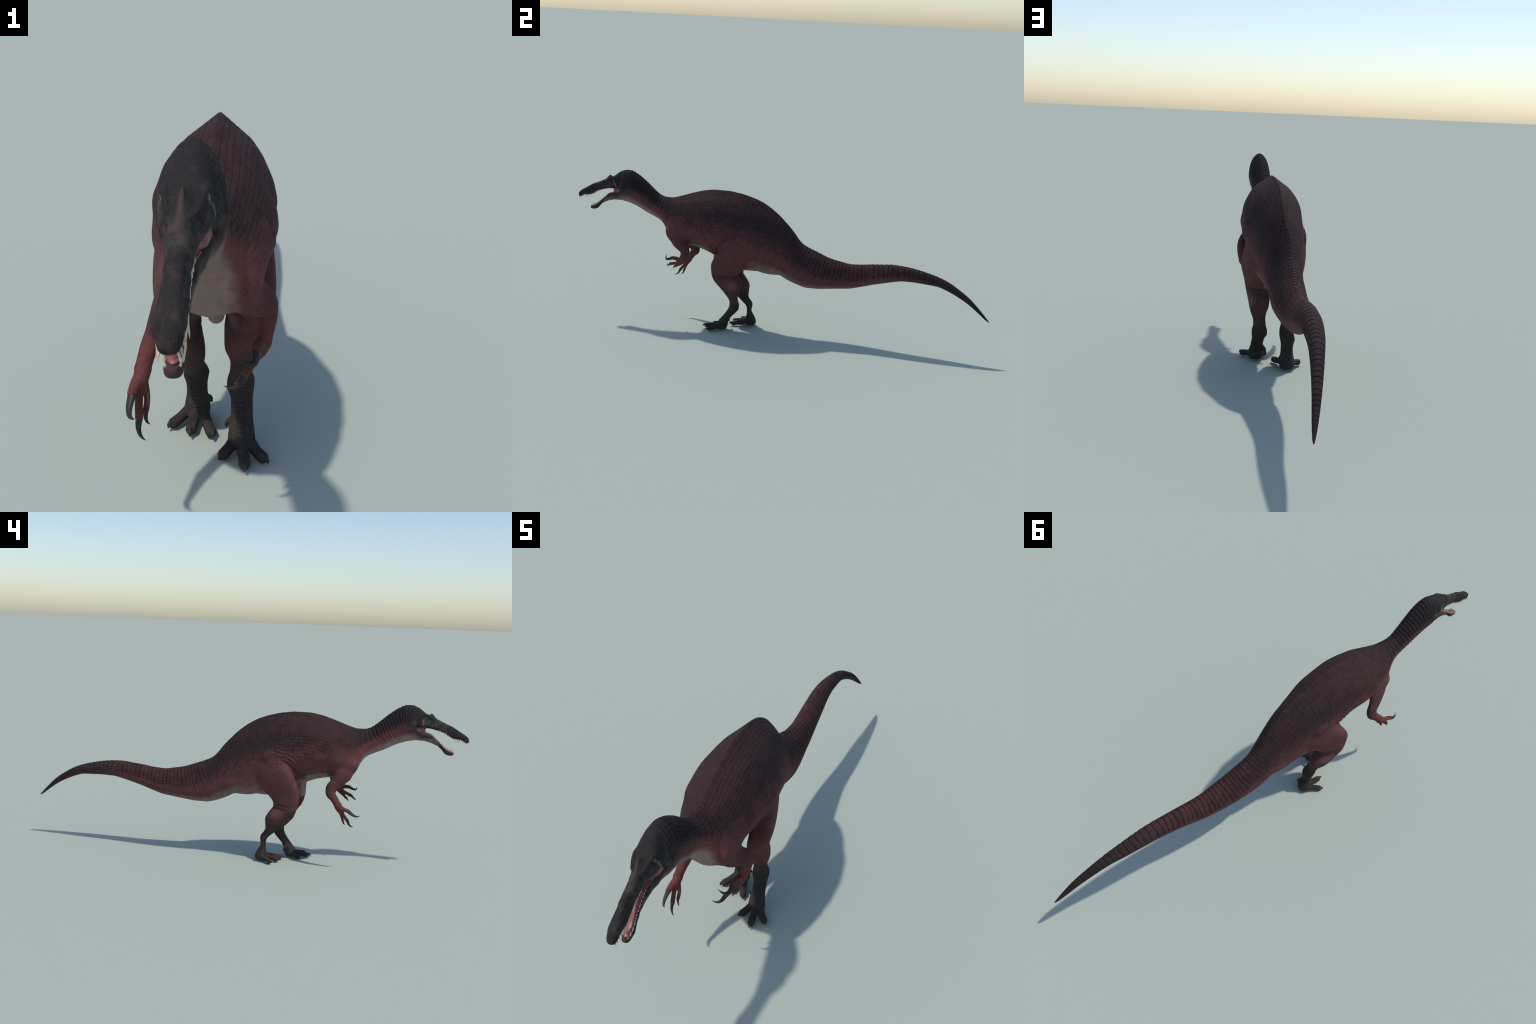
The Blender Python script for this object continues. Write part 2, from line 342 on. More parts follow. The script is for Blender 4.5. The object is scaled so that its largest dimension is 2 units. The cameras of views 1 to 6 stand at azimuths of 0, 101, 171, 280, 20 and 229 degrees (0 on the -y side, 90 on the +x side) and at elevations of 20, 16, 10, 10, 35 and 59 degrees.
def folds(p):
    """Skin folds in front of the thigh, soft muscle forms on the flank, crease behind the knee."""
    x, y, z = p.T
    side = np.abs(x - .006)
    q = np.hypot((y + .17) / .120, (z - .335) / .138)
    ang = np.arctan2(z - .335, -(y + .17))
    wob = .05 * np.sin(6 * ang) + .03 * np.sin(41 * y + 30 * z)
    on = sstep(1.0, 1.06, q) * (1 - sstep(1.25, 1.6, q)) * sstep(.0, .35, ang) * (1 - sstep(1.3, 1.9, ang)) * sstep(.03, .06, side)
    out = .0012 * np.sin(2 * np.pi * (q + wob) / .13) * on
    out -= .0030 * np.exp(-((q - 1.03) / .045) ** 2) * sstep(.05, .4, ang) * (1 - sstep(1.2, 1.7, ang)) * sstep(.04, .07, side)
    flank = sstep(-.52, -.42, y) * (1 - sstep(-.1, .0, y)) * sstep(.36, .44, z) * (1 - sstep(.55, .62, z))
    out += .0013 * np.sin(55 * y + 38 * z + 2 * np.sin(24 * z)) * flank
    kz = np.where(x > 0, .277, .252) + .10 * (y + .20) * np.where(x > 0, .0, 1.0)
    out -= (.0034 * np.exp(-((z - kz) / .004) ** 2) + .0018 * np.exp(-((z - kz - .016) / .004) ** 2)) * sstep(-.26, -.22, y) * (1 - sstep(-.15, -.13, y)) * (side > .02)
    # neck meets shoulder
    sh = np.hypot((y + .47) / .075, (z - .475) / .075)
    out -= .0014 * np.exp(-((sh - 1.0) / .10) ** 2) * (x > .03) * (y < -.40) * (z > .43)
    return out

body_like = np.isin(vlab, [labels.index(l) for l in ("body",)])
co2 = co.copy()
co2[body_like] += no[body_like] * relief(co[body_like])[:, None]
def carve_head(p):
    x, y, z = p.T
    side = np.abs(x - .0087)
    blob = lambda yc, zc, ry, rz: np.exp(-((y - yc) / ry) ** 2 - ((z - zc) / rz) ** 2)
    out = -.0024 * blob(-.852, .657, .020, .008) * (side > .006)            # hollow in front of the eye
    out -= .0026 * blob(-.783, .668, .012, .014) * (side > .012)            # hollow behind the eye
    out -= .0016 * blob(-.812, .678, .008, .007) * (side > .012)            # eye socket
    out += .0014 * np.exp(-((z - .6935 + .25 * (y + .815)) / .004) ** 2) * np.exp(-((y + .818) / .02) ** 2) * (side > .012)
    out += .0014 * blob(-.806, .650, .010, .007) * (side > .015)            # cheek boss
    line = .618 + .42 * (y + .975)
    out -= .0018 * np.exp(-((z - line) / .0035) ** 2) * sstep(-.978, -.965, y) * (1 - sstep(-.93, -.905, y)) * (side > .004)
    out += .0006 * np.sin(190 * y + 90 * z) * sstep(.40, .60, .5 + .5 * np.sin(47 * y + 120 * z)) * (z < .68)
    return out

head_like = np.isin(vlab, [labels.index(l) for l in ("head", "jaw")])
co2[head_like] += no[head_like] * carve_head(co[head_like])[:, None]
limb_or_body = np.isin(vlab, [labels.index(l) for l in ("body", "leg_left", "leg_right", "arm_left", "arm_right")])
co2[limb_or_body] += no[limb_or_body] * folds(co[limb_or_body])[:, None]
co2[:, 2] -= co2[:, 2].min()
skin.vertices.foreach_set("co", co2.ravel()); skin.update()
nn = np.empty(nv * 3); skin.vertex_normals.foreach_get("vector", nn); nn = nn.reshape(-1, 3)

# ----------------------------------------------------------------- materials
class Nodes:
    """Tiny wrapper: arithmetic on sockets builds Math nodes."""
    def __init__(self, mat):
        mat.use_nodes = True; self.t = mat.node_tree; self.t.nodes.clear()
    def new(self, kind, **props):
        n = self.t.nodes.new(kind)
        for k, v in props.items(): setattr(n, k, v)
        return n
    def put(self, sock, v):
        if isinstance(v, bpy.types.NodeSocket): self.t.links.new(v, sock)
        elif isinstance(v, tuple) and len(v) == 3 and sock.type == "RGBA": sock.default_value = (*v, 1)
        else: sock.default_value = v
    def math(self, op, a, b=0.0, c=None, clamp=False):
        n = self.new("ShaderNodeMath", operation=op, use_clamp=clamp)
        self.put(n.inputs[0], a); self.put(n.inputs[1], b)
        if c is not None: self.put(n.inputs[2], c)
        return n.outputs[0]
    def add(self, a, b): return self.math("ADD", a, b)
    def sub(self, a, b): return self.math("SUBTRACT", a, b)
    def mul(self, a, b): return self.math("MULTIPLY", a, b)
    def step(self, lo, hi, x):
        n = self.new("ShaderNodeMapRange", interpolation_type="SMOOTHSTEP", clamp=True)
        self.put(n.inputs["Value"], x)
        if lo < hi: n.inputs[1].default_value, n.inputs[2].default_value, n.inputs[3].default_value, n.inputs[4].default_value = lo, hi, 0, 1
        else: n.inputs[1].default_value, n.inputs[2].default_value, n.inputs[3].default_value, n.inputs[4].default_value = hi, lo, 1, 0
        return n.outputs[0]
    def both(self, *xs):
        r = xs[0]
        for x in xs[1:]: r = self.mul(r, x)
        return r
    def inv(self, x): return self.sub(1.0, x)
    def bump_at(self, c, w, x):      # 1 at c, 0 beyond w
        return self.step(w, 0.0, self.math("ABSOLUTE", self.sub(x, c)))
    def curve(self, x, ys, vals, lo, hi):
        """Table lookup vals(ys) by a Float Curve; returns real units."""
        n = self.new("ShaderNodeFloatCurve"); c = n.mapping.curves[0]
        f = self.math("DIVIDE", self.sub(x, float(ys[0])), float(ys[-1] - ys[0]), clamp=True)
        pts = [((y - ys[0]) / (ys[-1] - ys[0]), (v - lo) / (hi - lo)) for y, v in zip(ys, vals)]
        while len(c.points) < len(pts): c.points.new(.5, .5)
        for q, (a, b) in zip(c.points, pts): q.location = (a, b); q.handle_type = "VECTOR"
        n.mapping.update(); self.put(n.inputs["Factor"], 1.0); self.put(n.inputs["Value"], f)
        return self.add(self.mul(n.outputs[0], hi - lo), lo)
    def mix(self, f, a, b):
        n = self.new("ShaderNodeMix", data_type="RGBA", clamp_factor=True)
        self.put(n.inputs[0], f); self.put(n.inputs[6], a); self.put(n.inputs[7], b)
        return n.outputs[2]
    def noise(self, vec, scale, detail=3, rough=.55):
        n = self.new("ShaderNodeTexNoise"); self.put(n.inputs["Vector"], vec)
        n.inputs["Scale"].default_value = scale; n.inputs["Detail"].default_value = detail; n.inputs["Roughness"].default_value = rough
        return n.outputs["Fac"]
    def voronoi(self, vec, scale, feature="F1"):
        n = self.new("ShaderNodeTexVoronoi", feature=feature); self.put(n.inputs["Vector"], vec); n.inputs["Scale"].default_value = scale
        return n.outputs["Distance"]
    def noise_colour(self, vec, scale):
        n = self.new("ShaderNodeTexNoise"); self.put(n.inputs["Vector"], vec); n.inputs["Scale"].default_value = scale
        v = self.new("ShaderNodeVectorMath", operation="SCALE"); self.put(v.inputs[0], n.outputs["Color"]); v.inputs["Scale"].default_value = .03
        return v.outputs[0]
    def vadd(self, a, b):
        n = self.new("ShaderNodeVectorMath", operation="ADD"); self.put(n.inputs[0], a); self.put(n.inputs[1], b)
        return n.outputs[0]
    def combine(self, x, y, z):
        n = self.new("ShaderNodeCombineXYZ")
        for s, v in zip(n.inputs, (x, y, z)): self.put(s, v)
        return n.outputs[0]
    def finish(self, colour, rough, height=None, dist=.001, strength=.6, spec=.25):
        b = self.new("ShaderNodeBsdfPrincipled"); o = self.new("ShaderNodeOutputMaterial")
        self.put(b.inputs["Base Color"], colour); self.put(b.inputs["Roughness"], rough)
        b.inputs["Specular IOR Level"].default_value = spec
        if height is not None:
            n = self.new("ShaderNodeBump"); n.inputs["Strength"].default_value = strength; n.inputs["Distance"].default_value = dist
            self.put(n.inputs["Height"], height); self.t.links.new(n.outputs[0], b.inputs["Normal"])
        self.t.links.new(b.outputs[0], o.inputs[0])

def rgb(r, g, b):
    f = lambda c: ((c / 255 + .055) / 1.055) ** 2.4 if c > 10 else c / 255 / 12.92
    return (f(r), f(g), f(b))

def skin_material():
    mat = bpy.data.materials.new("dinosaur_skin"); N = Nodes(mat)
    P = N.new("ShaderNodeTexCoord").outputs["Object"]
    sep = N.new("ShaderNodeSeparateXYZ"); N.put(sep.inputs[0], P); x, y, z = sep.outputs
    zt = N.curve(y, SY, zt_s, .15, .75); zb = N.curve(y, SY, zb_s, .15, .75)
    xc = N.curve(y, SY, xc_s, 0, .1); sl = N.curve(y, SY, slope_s, -1.6, .6)
    dx = N.sub(x, xc); adx = N.math("ABSOLUTE", dx); dz = N.sub(z, zt)
    u = N.math("DIVIDE", N.sub(z, zb), N.math("MAXIMUM", N.sub(zt, zb), .004))
    foot = N.add(y, N.math("DIVIDE", N.mul(N.mul(dz, sl), .8), N.add(1.0, N.mul(sl, sl))))
    ph = N.curve(foot, SY, phase_s, 0, float(phase_s[-1]))
    d = N.math("SQRT", N.add(N.mul(dx, dx), N.mul(dz, dz)))
    rowp = N.add(N.math("DIVIDE", d, .0125), N.mul(.05, N.math("SINE", N.mul(ph, 2.1))))
    trunk = N.both(N.step(-.55, -.45, y), N.step(.12, .03, y))
    stagger = N.both(.16, N.math("SINE", N.mul(12.9, N.math("FLOOR", N.add(rowp, .5)))), trunk)
    wob = N.add(N.add(N.mul(.06, N.math("SINE", N.add(N.mul(d, 75.0), N.mul(ph, 1.7)))), N.mul(.1, N.math("SINE", N.mul(y, 60.0)))), stagger)
    tri = lambda v: N.mul(2.0, N.math("ABSOLUTE", N.sub(N.math("FRACT", v), .5)))
    band = tri(N.add(ph, wob)); row = tri(rowp)

    n_big = N.noise(P, 9, 3); n_mid = N.noise(P, 38, 4, .6); n_fine = N.noise(P, 160, 3, .6)
    stretched = N.new("ShaderNodeMapping"); N.put(stretched.inputs[0], P); stretched.inputs["Scale"].default_value = (1, .45, 1)
    speck = N.voronoi(P, 130); speck2 = N.voronoi(P, 330)

    # ---- where things are
    ub = N.add(u, N.mul(.22, N.sub(n_big, .5)))
    trunk_leg = N.both(N.step(-.33, -.30, y), N.step(-.08, -.14, y))
    side_lim = N.step(.050, .032, N.math("ABSOLUTE", N.sub(x, .005)))
    thigh_zone = N.both(trunk_leg, N.inv(side_lim))
    leg = N.both(N.step(-.36, -.345, y), N.step(-.03, -.07, y), N.step(.300, .270, z))
    leg = N.math("MAXIMUM", leg, N.both(N.step(-.36, -.345, y), N.step(-.03, -.07, y), N.step(.27, .24, z)))
    arm = N.both(N.step(-.60, -.57, y), N.step(-.375, -.395, y),
                 N.math("MAXIMUM", N.step(.385, .372, z), N.both(N.step(.078, .092, adx), N.step(.46, .42, z))))
    head = N.step(-.705, -.765, N.add(y, N.mul(.03, N.sub(n_big, .5))))
    tail = N.step(.10, .30, y); tip = N.step(.45, .80, y)

    # ---- colours
    red = N.mix(n_mid, rgb(108, 66, 66), rgb(82, 54, 54))
    red = N.mix(N.both(N.step(.42, .25, speck), .5), red, rgb(60, 44, 46))
    red = N.mix(N.both(N.step(.30, .12, speck2), .35), red, rgb(52, 40, 42))
    back = N.mix(n_mid, rgb(52, 42, 42), rgb(68, 46, 46))
    skinc = N.mix(N.step(.42, .74, ub), red, back)
    # dark mottled belt where plates meet the plain flank
    belt = N.both(N.bump_at(.64, .20, ub), N.step(-.45, -.2, y), N.step(.30, .12, y))
    skinc = N.mix(N.mul(belt, .35), skinc, rgb(52, 45, 48))
    # tail: redder plates, darkening to the tip
    skinc = N.mix(N.both(tail, N.step(.25, .6, u), .7), skinc, N.mix(n_mid, rgb(88, 54, 53), rgb(66, 44, 44)))
    skinc = N.mix(N.mul(tip, .92), skinc, N.mix(n_mid, rgb(58, 49, 47), rgb(46, 39, 39)))
    # neck: dark above, red below
    neck = N.both(N.step(-.52, -.70, y), N.step(.38, .66, ub))
    skinc = N.mix(N.mul(neck, .85), skinc, N.mix(n_mid, rgb(52, 46, 46), rgb(40, 37, 37)))
    redneck = N.both(N.bump_at(.34, .24, ub), N.bump_at(-.56, .10, y))
    skinc = N.mix(N.mul(redneck, .5), skinc, rgb(120, 66, 60))
    # pale belly and throat, fading softly into the flank
    pale_c = N.mix(n_mid, rgb(152, 128, 124), rgb(126, 102, 99))
    pale_u = N.add(N.add(.12, N.mul(.10, N.step(-.45, -.60, y))), N.mul(.015, N.bump_at(-.04, .10, y)))
    pale = N.step(.11, -.12, N.sub(N.add(u, N.mul(.14, N.sub(n_mid, .5))), pale_u))
    pale = N.both(pale, N.inv(thigh_zone), N.inv(arm), N.inv(N.mul(N.step(.1, .5, y), .8)),
                  N.inv(N.both(N.step(-.56, -.54, y), N.step(-.40, -.42, y), N.step(.022, .055, N.add(adx, N.mul(.03, N.sub(n_mid, .5)))))))
    skinc = N.mix(N.mul(pale, .9), skinc, pale_c)
    painted_belly_crease = N.both(N.bump_at(.0, .045, N.sub(N.add(u, N.mul(.05, N.sub(n_mid, .5))), N.add(pale_u, .02))), N.step(-.45, -.41, y), N.step(-.26, -.30, y), N.inv(arm))
    skinc = N.mix(N.mul(painted_belly_crease, .45), skinc, rgb(50, 34, 36))
    # grooves between the plates, uneven in strength, some of them rusty
    plates = N.both(N.step(0.0, .20, N.sub(u, N.add(.28, N.mul(.20, N.step(-.40, -.47, y))))), N.inv(N.mul(head, .6)), N.step(.97, .93, y), N.step(-.80, -.77, y))
    strong = N.add(.55, N.mul(.30, N.math("MAXIMUM", N.step(.1, .2, y), N.step(-.5, -.62, y))))
    uneven = N.step(.34, .60, N.noise(P, 26, 2))
    groove = N.math("MAXIMUM", N.mul(N.step(.66, .92, band), N.sub(1.0, N.mul(.35, trunk))), N.mul(N.step(.70, .96, row), N.sub(.95, N.mul(.6, N.step(.3, .5, y)))))
    groove = N.both(groove, plates, strong)
    rust = N.both(N.step(.5, .65, N.noise(P, 7, 2)), N.step(.25, .05, y), N.step(-.55, -.4, y))
    cell = N.both(plates, N.step(.35, .65, N.noise(N.combine(N.math("FLOOR", N.add(N.add(ph, wob), .5)), N.math("FLOOR", N.add(N.math("DIVIDE", d, .0125), .5)), 0.0), 3.7, 0)))
    skinc = N.mix(N.mul(cell, .38), skinc, rgb(36, 30, 31))
    skinc = N.mix(N.mul(groove, N.add(.28, N.mul(uneven, .50))), skinc, N.mix(rust, rgb(28, 24, 25), rgb(76, 47, 46)))
    # spot rows below the plates
    spot = N.both(N.step(.36, .18, N.voronoi(P, 85)), N.step(.42, .58, N.noise(P, 18, 2)), N.bump_at(.45, .22, u), N.step(-.7, -.6, y), N.inv(thigh_zone))
    skinc = N.mix(N.mul(spot, .5), skinc, rgb(48, 37, 40))
    # arms
    fore = N.math("MAXIMUM", N.step(.355, .315, z), N.both(N.step(.02, .05, x), N.step(.40, .36, z)))
    armc = N.mix(fore, N.mix(n_mid, rgb(92, 58, 58), rgb(72, 49, 49)), N.mix(n_mid, rgb(116, 66, 60), rgb(84, 50, 48)))
    armc = N.mix(N.both(N.step(.36, .16, speck), N.step(.45, .6, N.noise(P, 22, 2)), .5), armc, rgb(56, 38, 38))
    armc = N.mix(N.mul(N.step(.5, .68, N.noise(P, 30, 3)), .4), armc, rgb(60, 42, 42))
    skinc = N.mix(arm, skinc, armc)
    # legs: red brown thigh to dark scaly shin and foot
    shin = N.step(.235, .105, N.add(z, N.mul(.09, N.sub(n_big, .5))))
    legc = N.mix(shin, N.mix(n_mid, rgb(98, 63, 63), rgb(74, 51, 51)), N.mix(n_mid, rgb(68, 62, 57), rgb(48, 45, 42)))
    legc = N.mix(N.mul(N.step(.42, .66, N.noise(N.vadd(stretched.outputs[0], N.noise_colour(P, 12)), 22, 4)), .5), legc, rgb(54, 40, 41))
    legc = N.mix(N.both(N.step(.34, .14, speck), N.step(.48, .62, N.noise(P, 16, 2)), .5), legc, rgb(46, 36, 37))
    calf_highlight_tint = N.both(N.bump_at(.232, .034, z), N.bump_at(-.195, .055, y), N.step(.06, .09, N.math("ABSOLUTE", N.sub(x, .004))))
    legc = N.mix(N.mul(calf_highlight_tint, .5), legc, rgb(128, 92, 90))  # lit bulge of the lower leg lightened in the base colour
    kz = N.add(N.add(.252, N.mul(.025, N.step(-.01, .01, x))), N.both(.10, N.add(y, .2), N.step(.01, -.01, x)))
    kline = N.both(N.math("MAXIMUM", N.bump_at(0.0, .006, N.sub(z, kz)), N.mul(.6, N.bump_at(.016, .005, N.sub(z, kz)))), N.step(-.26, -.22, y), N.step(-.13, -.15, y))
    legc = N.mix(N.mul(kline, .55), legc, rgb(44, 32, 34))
    pubis = N.both(N.bump_at(.011, .034, x), N.step(-.24, -.265, y), N.step(.282, .292, z))
    leg = N.mul(leg, N.inv(pubis))
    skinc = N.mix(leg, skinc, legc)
    axis = N.math("ABSOLUTE", N.sub(N.math("ABSOLUTE", N.sub(x, .008)), .0485))
    side_row = N.step(.0075, .0095, axis)
    ringp = N.add(N.add(N.mul(z, 118.0), N.mul(side_row, .5)), N.mul(1.6, N.noise(P, 30, 2)))
    scute = N.both(leg, N.step(.15, .12, z), N.math("MAXIMUM", N.step(.60, .95, tri(ringp)), N.bump_at(.0085, .0012, axis)), N.sub(1.0, N.mul(side_row, .45)))
    skinc = N.mix(N.mul(scute, .45), skinc, rgb(34, 31, 30))
    # darker line along the fold in front of the thigh
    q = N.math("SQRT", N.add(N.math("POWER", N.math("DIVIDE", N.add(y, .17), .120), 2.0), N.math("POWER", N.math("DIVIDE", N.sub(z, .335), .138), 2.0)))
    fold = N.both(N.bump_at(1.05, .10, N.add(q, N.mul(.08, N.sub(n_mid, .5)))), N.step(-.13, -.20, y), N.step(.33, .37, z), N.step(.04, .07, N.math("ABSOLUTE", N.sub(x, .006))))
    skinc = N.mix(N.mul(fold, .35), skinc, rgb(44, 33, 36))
    # head
    headc = N.mix(n_mid, rgb(50, 46, 45), rgb(37, 35, 35))
    headc = N.mix(N.both(N.step(.55, .72, N.noise(P, 70, 2)), .3), headc, rgb(66, 60, 58))
    face = N.both(N.step(.42, .62, N.noise(P, 32, 4, .65)), N.step(.680, .662, z), N.step(-.93, -.90, y))
    headc = N.mix(N.mul(face, .55), headc, rgb(84, 77, 70))
    snout = N.both(N.step(.45, .65, N.noise(stretched.outputs[0], 90, 3)), N.step(-.86, -.90, y))
    headc = N.mix(N.mul(snout, .45), headc, rgb(74, 63, 57))
    crest = N.both(N.step(.0075, .002, N.math("ABSOLUTE", N.sub(x, .0085))), N.step(.655, .670, z), N.bump_at(-.857, .045, y))
    headc = N.mix(N.mul(crest, .45), headc, rgb(94, 76, 70))
    streak = N.both(N.bump_at(-.806, .008, N.add(N.add(y, N.mul(.35, N.sub(z, .67))), N.mul(.03, N.sub(n_mid, .5)))), N.step(.640, .655, z), N.step(.684, .672, z))
    headc = N.mix(N.mul(streak, .55), headc, rgb(130, 114, 108))
    vein = N.both(N.step(.05, .0, N.voronoi(N.vadd(P, N.noise_colour(P, 60)), 42, "DISTANCE_TO_EDGE")), N.bump_at(-.85, .05, y), N.step(.68, .66, z), N.step(.625, .64, z))
    headc = N.mix(N.mul(vein, .22), headc, rgb(108, 102, 102))
    throat = N.both(N.step(.600, .578, N.add(z, N.mul(.03, N.sub(n_mid, .5)))), N.step(-.89, -.83, y))
    headc = N.mix(N.mul(throat, .75), headc, pale_c)
    headc = N.mix(N.both(N.step(-.895, -.925, y), N.step(.575, .555, z), .6), headc, rgb(86, 62, 58))
    headmask = N.math("MAXIMUM", N.step(-.725, -.785, N.add(N.add(y, N.mul(.03, N.sub(n_mid, .5))), N.mul(.8, N.sub(.63, N.math("MINIMUM", z, .63))))), N.mul(head, N.step(.24, .48, ub)))
    skinc = N.mix(headmask, skinc, headc)

    h = N.add(N.mul(n_fine, .35), N.mul(N.math("MINIMUM", speck2, .5), .8))
    h = N.add(h, N.mul(groove, -1.1)); h = N.sub(h, N.mul(scute, 1.0)); h = N.add(h, N.mul(n_mid, .5))
    N.finish(skinc, .82, h, dist=.0012, strength=.7, spec=.1)
    return mat

def plain(name, c1, c2, rough, scale=60, spec=.4):
    mat = bpy.data.materials.new(name); N = Nodes(mat)
    P = N.new("ShaderNodeTexCoord").outputs["Object"]
    f = N.noise(P, scale, 3)
    N.finish(N.mix(f, c1, c2), rough, f, dist=.0006, strength=.4, spec=spec)
    return mat

def eye_material():
    mat = bpy.data.materials.new("slit_pupil_eye"); N = Nodes(mat)
    P = N.new("ShaderNodeTexCoord").outputs["Object"]
    sep = N.new("ShaderNodeSeparateXYZ"); N.put(sep.inputs[0], P); x, y, z = sep.outputs
    slit = N.both(N.step(.0016, .0009, N.math("ABSOLUTE", y)), N.step(.0045, .0035, N.math("ABSOLUTE", z)))
    c = N.mix(N.noise(P, 700, 2), rgb(86, 106, 32), rgb(62, 82, 22))
    N.finish(N.mix(slit, c, rgb(8, 8, 8)), .15, spec=.5)
    return mat

SKIN = skin_material()
CLAW = plain("dark_horn", rgb(54, 46, 44), rgb(34, 29, 29), .5, 60, .3)
TOOTH = plain("ivory_tooth", rgb(222, 210, 182), rgb(196, 178, 144), .35, 200)
FLESH = plain("mouth_flesh", rgb(150, 84, 86), rgb(112, 58, 62), .4, 90)
EYE = eye_material()

# --------------------------------------------------------- split into parts
root = bpy.data.objects.new("theropod_dinosaur", None)
bpy.context.scene.collection.objects.link(root)
root["label"] = "dark red long-snouted theropod dinosaur striding with open jaws"
root["category"] = "dinosaur"

nf = len(skin.polygons)
loops = np.empty(len(skin.loops), int); skin.loops.foreach_get("vertex_index", loops)
start = np.empty(nf, int); skin.polygons.foreach_get("loop_start", start)
total = np.empty(nf, int); skin.polygons.foreach_get("loop_total", total)
quads = np.array([loops[s:s + 4] if t == 4 else np.r_[loops[s:s + 3], loops[s]] for s, t in zip(start, total)])
cen = co2[quads].mean(1)
flab = np.array([labels[i] for i in vlab[quads[:, 0]]], dtype=object)
region = flab.copy()
b = (flab == "body")
region[b] = "torso"
region[b & (cen[:, 1] < -.53)] = "neck"
region[b & (cen[:, 1] < -.755)] = "head"
region[b & (cen[:, 1] > .07)] = "tail"
for side in ("left", "right"):
    lg = flab == "leg_" + side
    region[lg & (cen[:, 2] < .045)] = "foot_" + side

def add_object(name, me, parent, mat=None):
    ob = bpy.data.objects.new(name, me); bpy.context.scene.collection.objects.link(ob); ob.parent = parent
    if mat is not None: me.materials.clear(); me.materials.append(mat)
    return ob

parts = {}
for reg in ("head", "jaw", "neck", "torso", "tail", "leg_left", "leg_right", "foot_left", "foot_right", "arm_left", "arm_right", "hand_left", "hand_right"):
    q = quads[region == reg]
    used, inv = np.unique(q, return_inverse=True); q = inv.reshape(-1, 4)
    faces = [tuple(dict.fromkeys(r)) for r in q.tolist()]
    kind = reg.split("_")[0]; kind = "lower_jaw" if kind == "jaw" else kind
    me = bpy.data.meshes.new(kind); me.from_pydata(co2[used].tolist(), [], faces); me.update()
    me.polygons.foreach_set("use_smooth", np.ones(len(me.polygons), bool))
    me.normals_split_custom_set_from_vertices(nn[used].tolist())
    parts[reg] = add_object(kind, me, root, SKIN)
bpy.data.meshes.remove(skin)

# ------------------------------------------------------------ claws and teeth
def horn(base, ctrl, tip, r, name, n=12, steps=14, flat=.75):
    b0, c0, t0 = (np.array(v, float) for v in (base, ctrl, tip))
    s = np.linspace(0, 1, steps)[:, None]
    c = (1 - s) ** 2 * b0 + 2 * s * (1 - s) * c0 + s * s * t0
    T = np.gradient(c, axis=0); T /= np.linalg.norm(T, axis=1)[:, None]
    bend = np.cross(c0 - b0, t0 - c0)
    bend = bend / np.linalg.norm(bend) if np.linalg.norm(bend) > 1e-9 else np.array([1., 0, 0])
    a = np.linspace(0, 2 * np.pi, n, endpoint=False); rings = []
    for i in range(steps):
        k = r * max(.04, (1 - s[i, 0]) ** .75)
        w = np.cross(T[i], bend); w /= np.linalg.norm(w)
        rings.append(c[i] + np.outer(np.cos(a) * k * flat, bend) + np.outer(np.sin(a) * k, w))
    me = loft(rings, name); me.polygons.foreach_set("use_smooth", np.ones(len(me.polygons), bool))
    return me

for side in ("left", "right"):
    for k, (toe, tip) in enumerate(zip(TOES[side], CLAW_TIPS[side])):
        e, p, t = np.array(toe[-1]), np.array(toe[-2]), np.array(tip)
        fwd = (e - p) / np.linalg.norm(e - p)
        if k < 3:
            base = e + fwd * .003 + np.array([0, 0, .003]); ctrl = base + fwd * .016 + np.array([0, 0, .007]); r = .0082
        else:
            base = e; ctrl = (e + t) / 2 + fwd * .003; r = .0048
        add_object("claw", horn(base, ctrl, t, r, "claw"), parts["foot_" + side], CLAW)
FINGER_CLAWS = {"left": [((.0865, -.498, .340), (.088, -.535, .318), (.056, -.533, .349), .0072),
                         ((.067, -.512, .303), (.058, -.533, .285), (.036, -.532, .298), .0056),
                         ((.063, -.491, .291), (.056, -.501, .281), (.051, -.500, .284), .0040)],
                "right": [((-.111, -.515, .270), (-.119, -.548, .243), (-.100, -.563, .254), .0074),
                          ((-.102, -.513, .223), (-.106, -.522, .199), (-.088, -.538, .200), .0058),
                          ((-.0945, -.491, .222), (-.095, -.495, .206), (-.085, -.502, .208), .0042)]}
for side in ("left", "right"):
    for base, ctrl, tip, r in FINGER_CLAWS[side]:
        add_object("claw", horn(base, ctrl, tip, r * 1.15, "claw", steps=18), parts["hand_" + side], CLAW)

def tooth_row(rows, y0, y1, count, side, upper, length, parent):
    p = np.asarray(rows, float)
    for k in range(count):
        y = y0 + (y1 - y0) * (k + .5) / count + random.uniform(-.0012, .0012)
        zt, zb, x, ht, hb = (float(smooth_interp(np.array([y]), p[:, 0], p[:, j])[0]) for j in range(1, 6))
        L = length(y) * random.uniform(.72, 1.2); w = (hb if upper else ht)
        sgn = -1 if upper else 1
        z = (zb if upper else zt)
        base = (x + side * w * .70, y, z - sgn * .003)
        tip = (x + side * (w * .70 + L * .24), y - L * .12 * (1 if upper else .6) + random.uniform(-.001, .001), z + sgn * L)
        ctrl = (x + side * (w * .70 + L * .24), (y + tip[1]) / 2 - .0004, z + sgn * L * .4)
        add_object("tooth", horn(base, ctrl, tip, .0010 + L * .085, "tooth", n=7, steps=6, flat=.9), parent, TOOTH)
Lu = lambda y: float(np.interp(y, [-.99, -.972, -.955, -.93, -.89, -.85], [.0100, .0080, .0135, .0085, .0060, .0045]))
Ll = lambda y: float(np.interp(y, [-.936, -.915, -.895, -.86, -.83], [.0125, .0115, .006, .0045, .0035]))
for s in (-1, 1):
    tooth_row(SKULL, -.995, -.866, 18, s, True, Lu, parts["head"])
    tooth_row(JAW, -.937, -.840, 16, s, False, Ll, parts["jaw"])

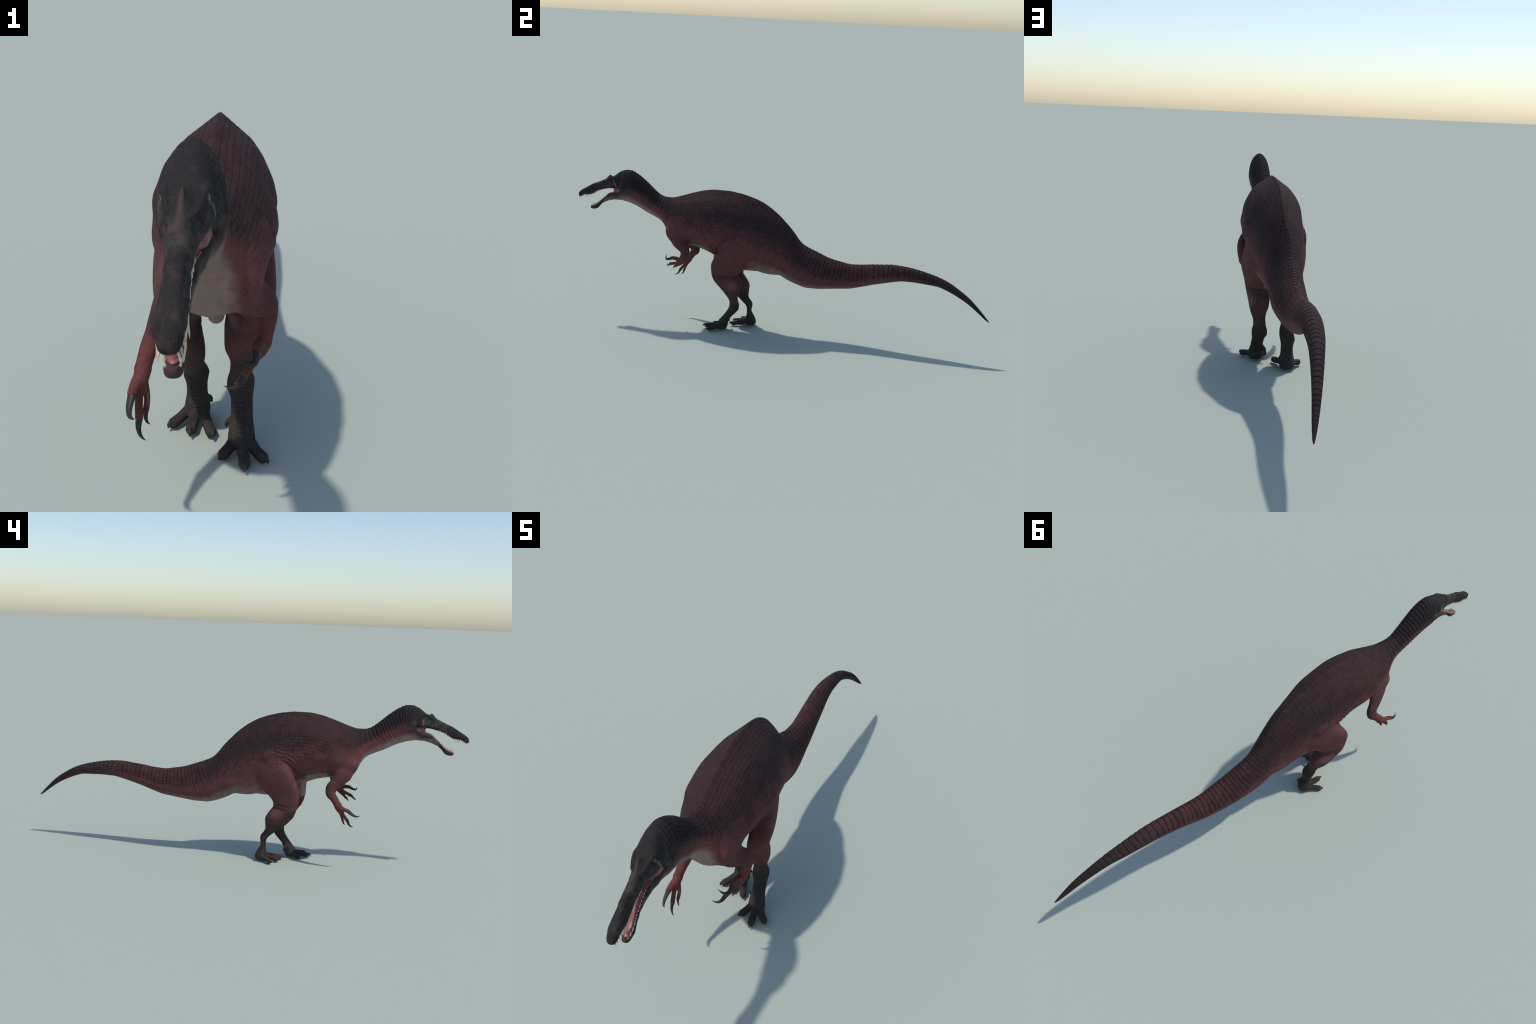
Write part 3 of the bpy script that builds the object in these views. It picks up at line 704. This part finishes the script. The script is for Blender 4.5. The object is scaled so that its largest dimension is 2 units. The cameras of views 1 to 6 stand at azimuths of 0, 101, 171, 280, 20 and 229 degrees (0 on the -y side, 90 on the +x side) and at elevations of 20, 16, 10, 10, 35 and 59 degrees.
# ------------------------------------------------------- mouth lining and eyes
def lining(rows, y0, y1, dz, top, width, thick, name, parent):
    p = np.asarray(rows, float); y = np.linspace(y0, y1, 40)
    c = [smooth_interp(y, p[:, 0], p[:, k]) for k in range(6)]; a = np.linspace(0, 2 * np.pi, 16, endpoint=False); rings = []
    for i in range(40):
        z = (c[1] if top else c[2])[i] + dz; w = (c[4] if top else c[5])[i] * width
        f = math.sqrt(min(1, i / 3 + .05, (39 - i) / 3 + .05))
        rings.append(np.stack([c[3][i] + np.cos(a) * w * f, np.full(16, y[i]), z + np.sin(a) * thick * f], 1))
    me = loft(rings, name); me.polygons.foreach_set("use_smooth", np.ones(len(me.polygons), bool))
    return add_object(name, me, parent, FLESH)
lining(JAW, -.935, -.800, -.0005, True, .72, .0028, "tongue", parts["jaw"])
lining(SKULL, -.988, -.780, .0005, False, .74, .0026, "palate", parts["head"])
# cheek flesh closing the corner of the mouth
cheek = skull([(-.828, .638, .616, .0088, .014, .015), (-.820, .642, .612, .0088, .0150, .015), (-.812, .645, .609, .009, .0175, .017), (-.795, .646, .607, .009, .0225, .0225),
               (-.775, .646, .610, .0095, .028, .028), (-.752, .645, .62, .0095, .031, .031)], "cheek", boxy=.6, n=28, steps=20)
for v in cheek.vertices:                       # the membrane is scooped out between the jaws
    if v.co.y < -.795:
        k = (v.co.z - .6265) / .018
        v.co.y += .014 * max(0, 1 - k * k) * min(1, (-.795 - v.co.y) / .02)
cheek.polygons.foreach_set("use_smooth", np.ones(len(cheek.polygons), bool))
add_object("cheek", cheek, parts["head"], FLESH)

import bmesh
eye_me = bpy.data.meshes.new("eye"); bm = bmesh.new(); bmesh.ops.create_uvsphere(bm, u_segments=24, v_segments=16, radius=.0056); bm.to_mesh(eye_me); bm.free()
eye_me.polygons.foreach_set("use_smooth", np.ones(len(eye_me.polygons), bool)); eye_me.materials.append(EYE)
for s in (-1, 1):
    e = bpy.data.objects.new("eye", eye_me); bpy.context.scene.collection.objects.link(e); e.parent = parts["head"]
    e.location = (.0088 + s * .0222, -.812, .6812)
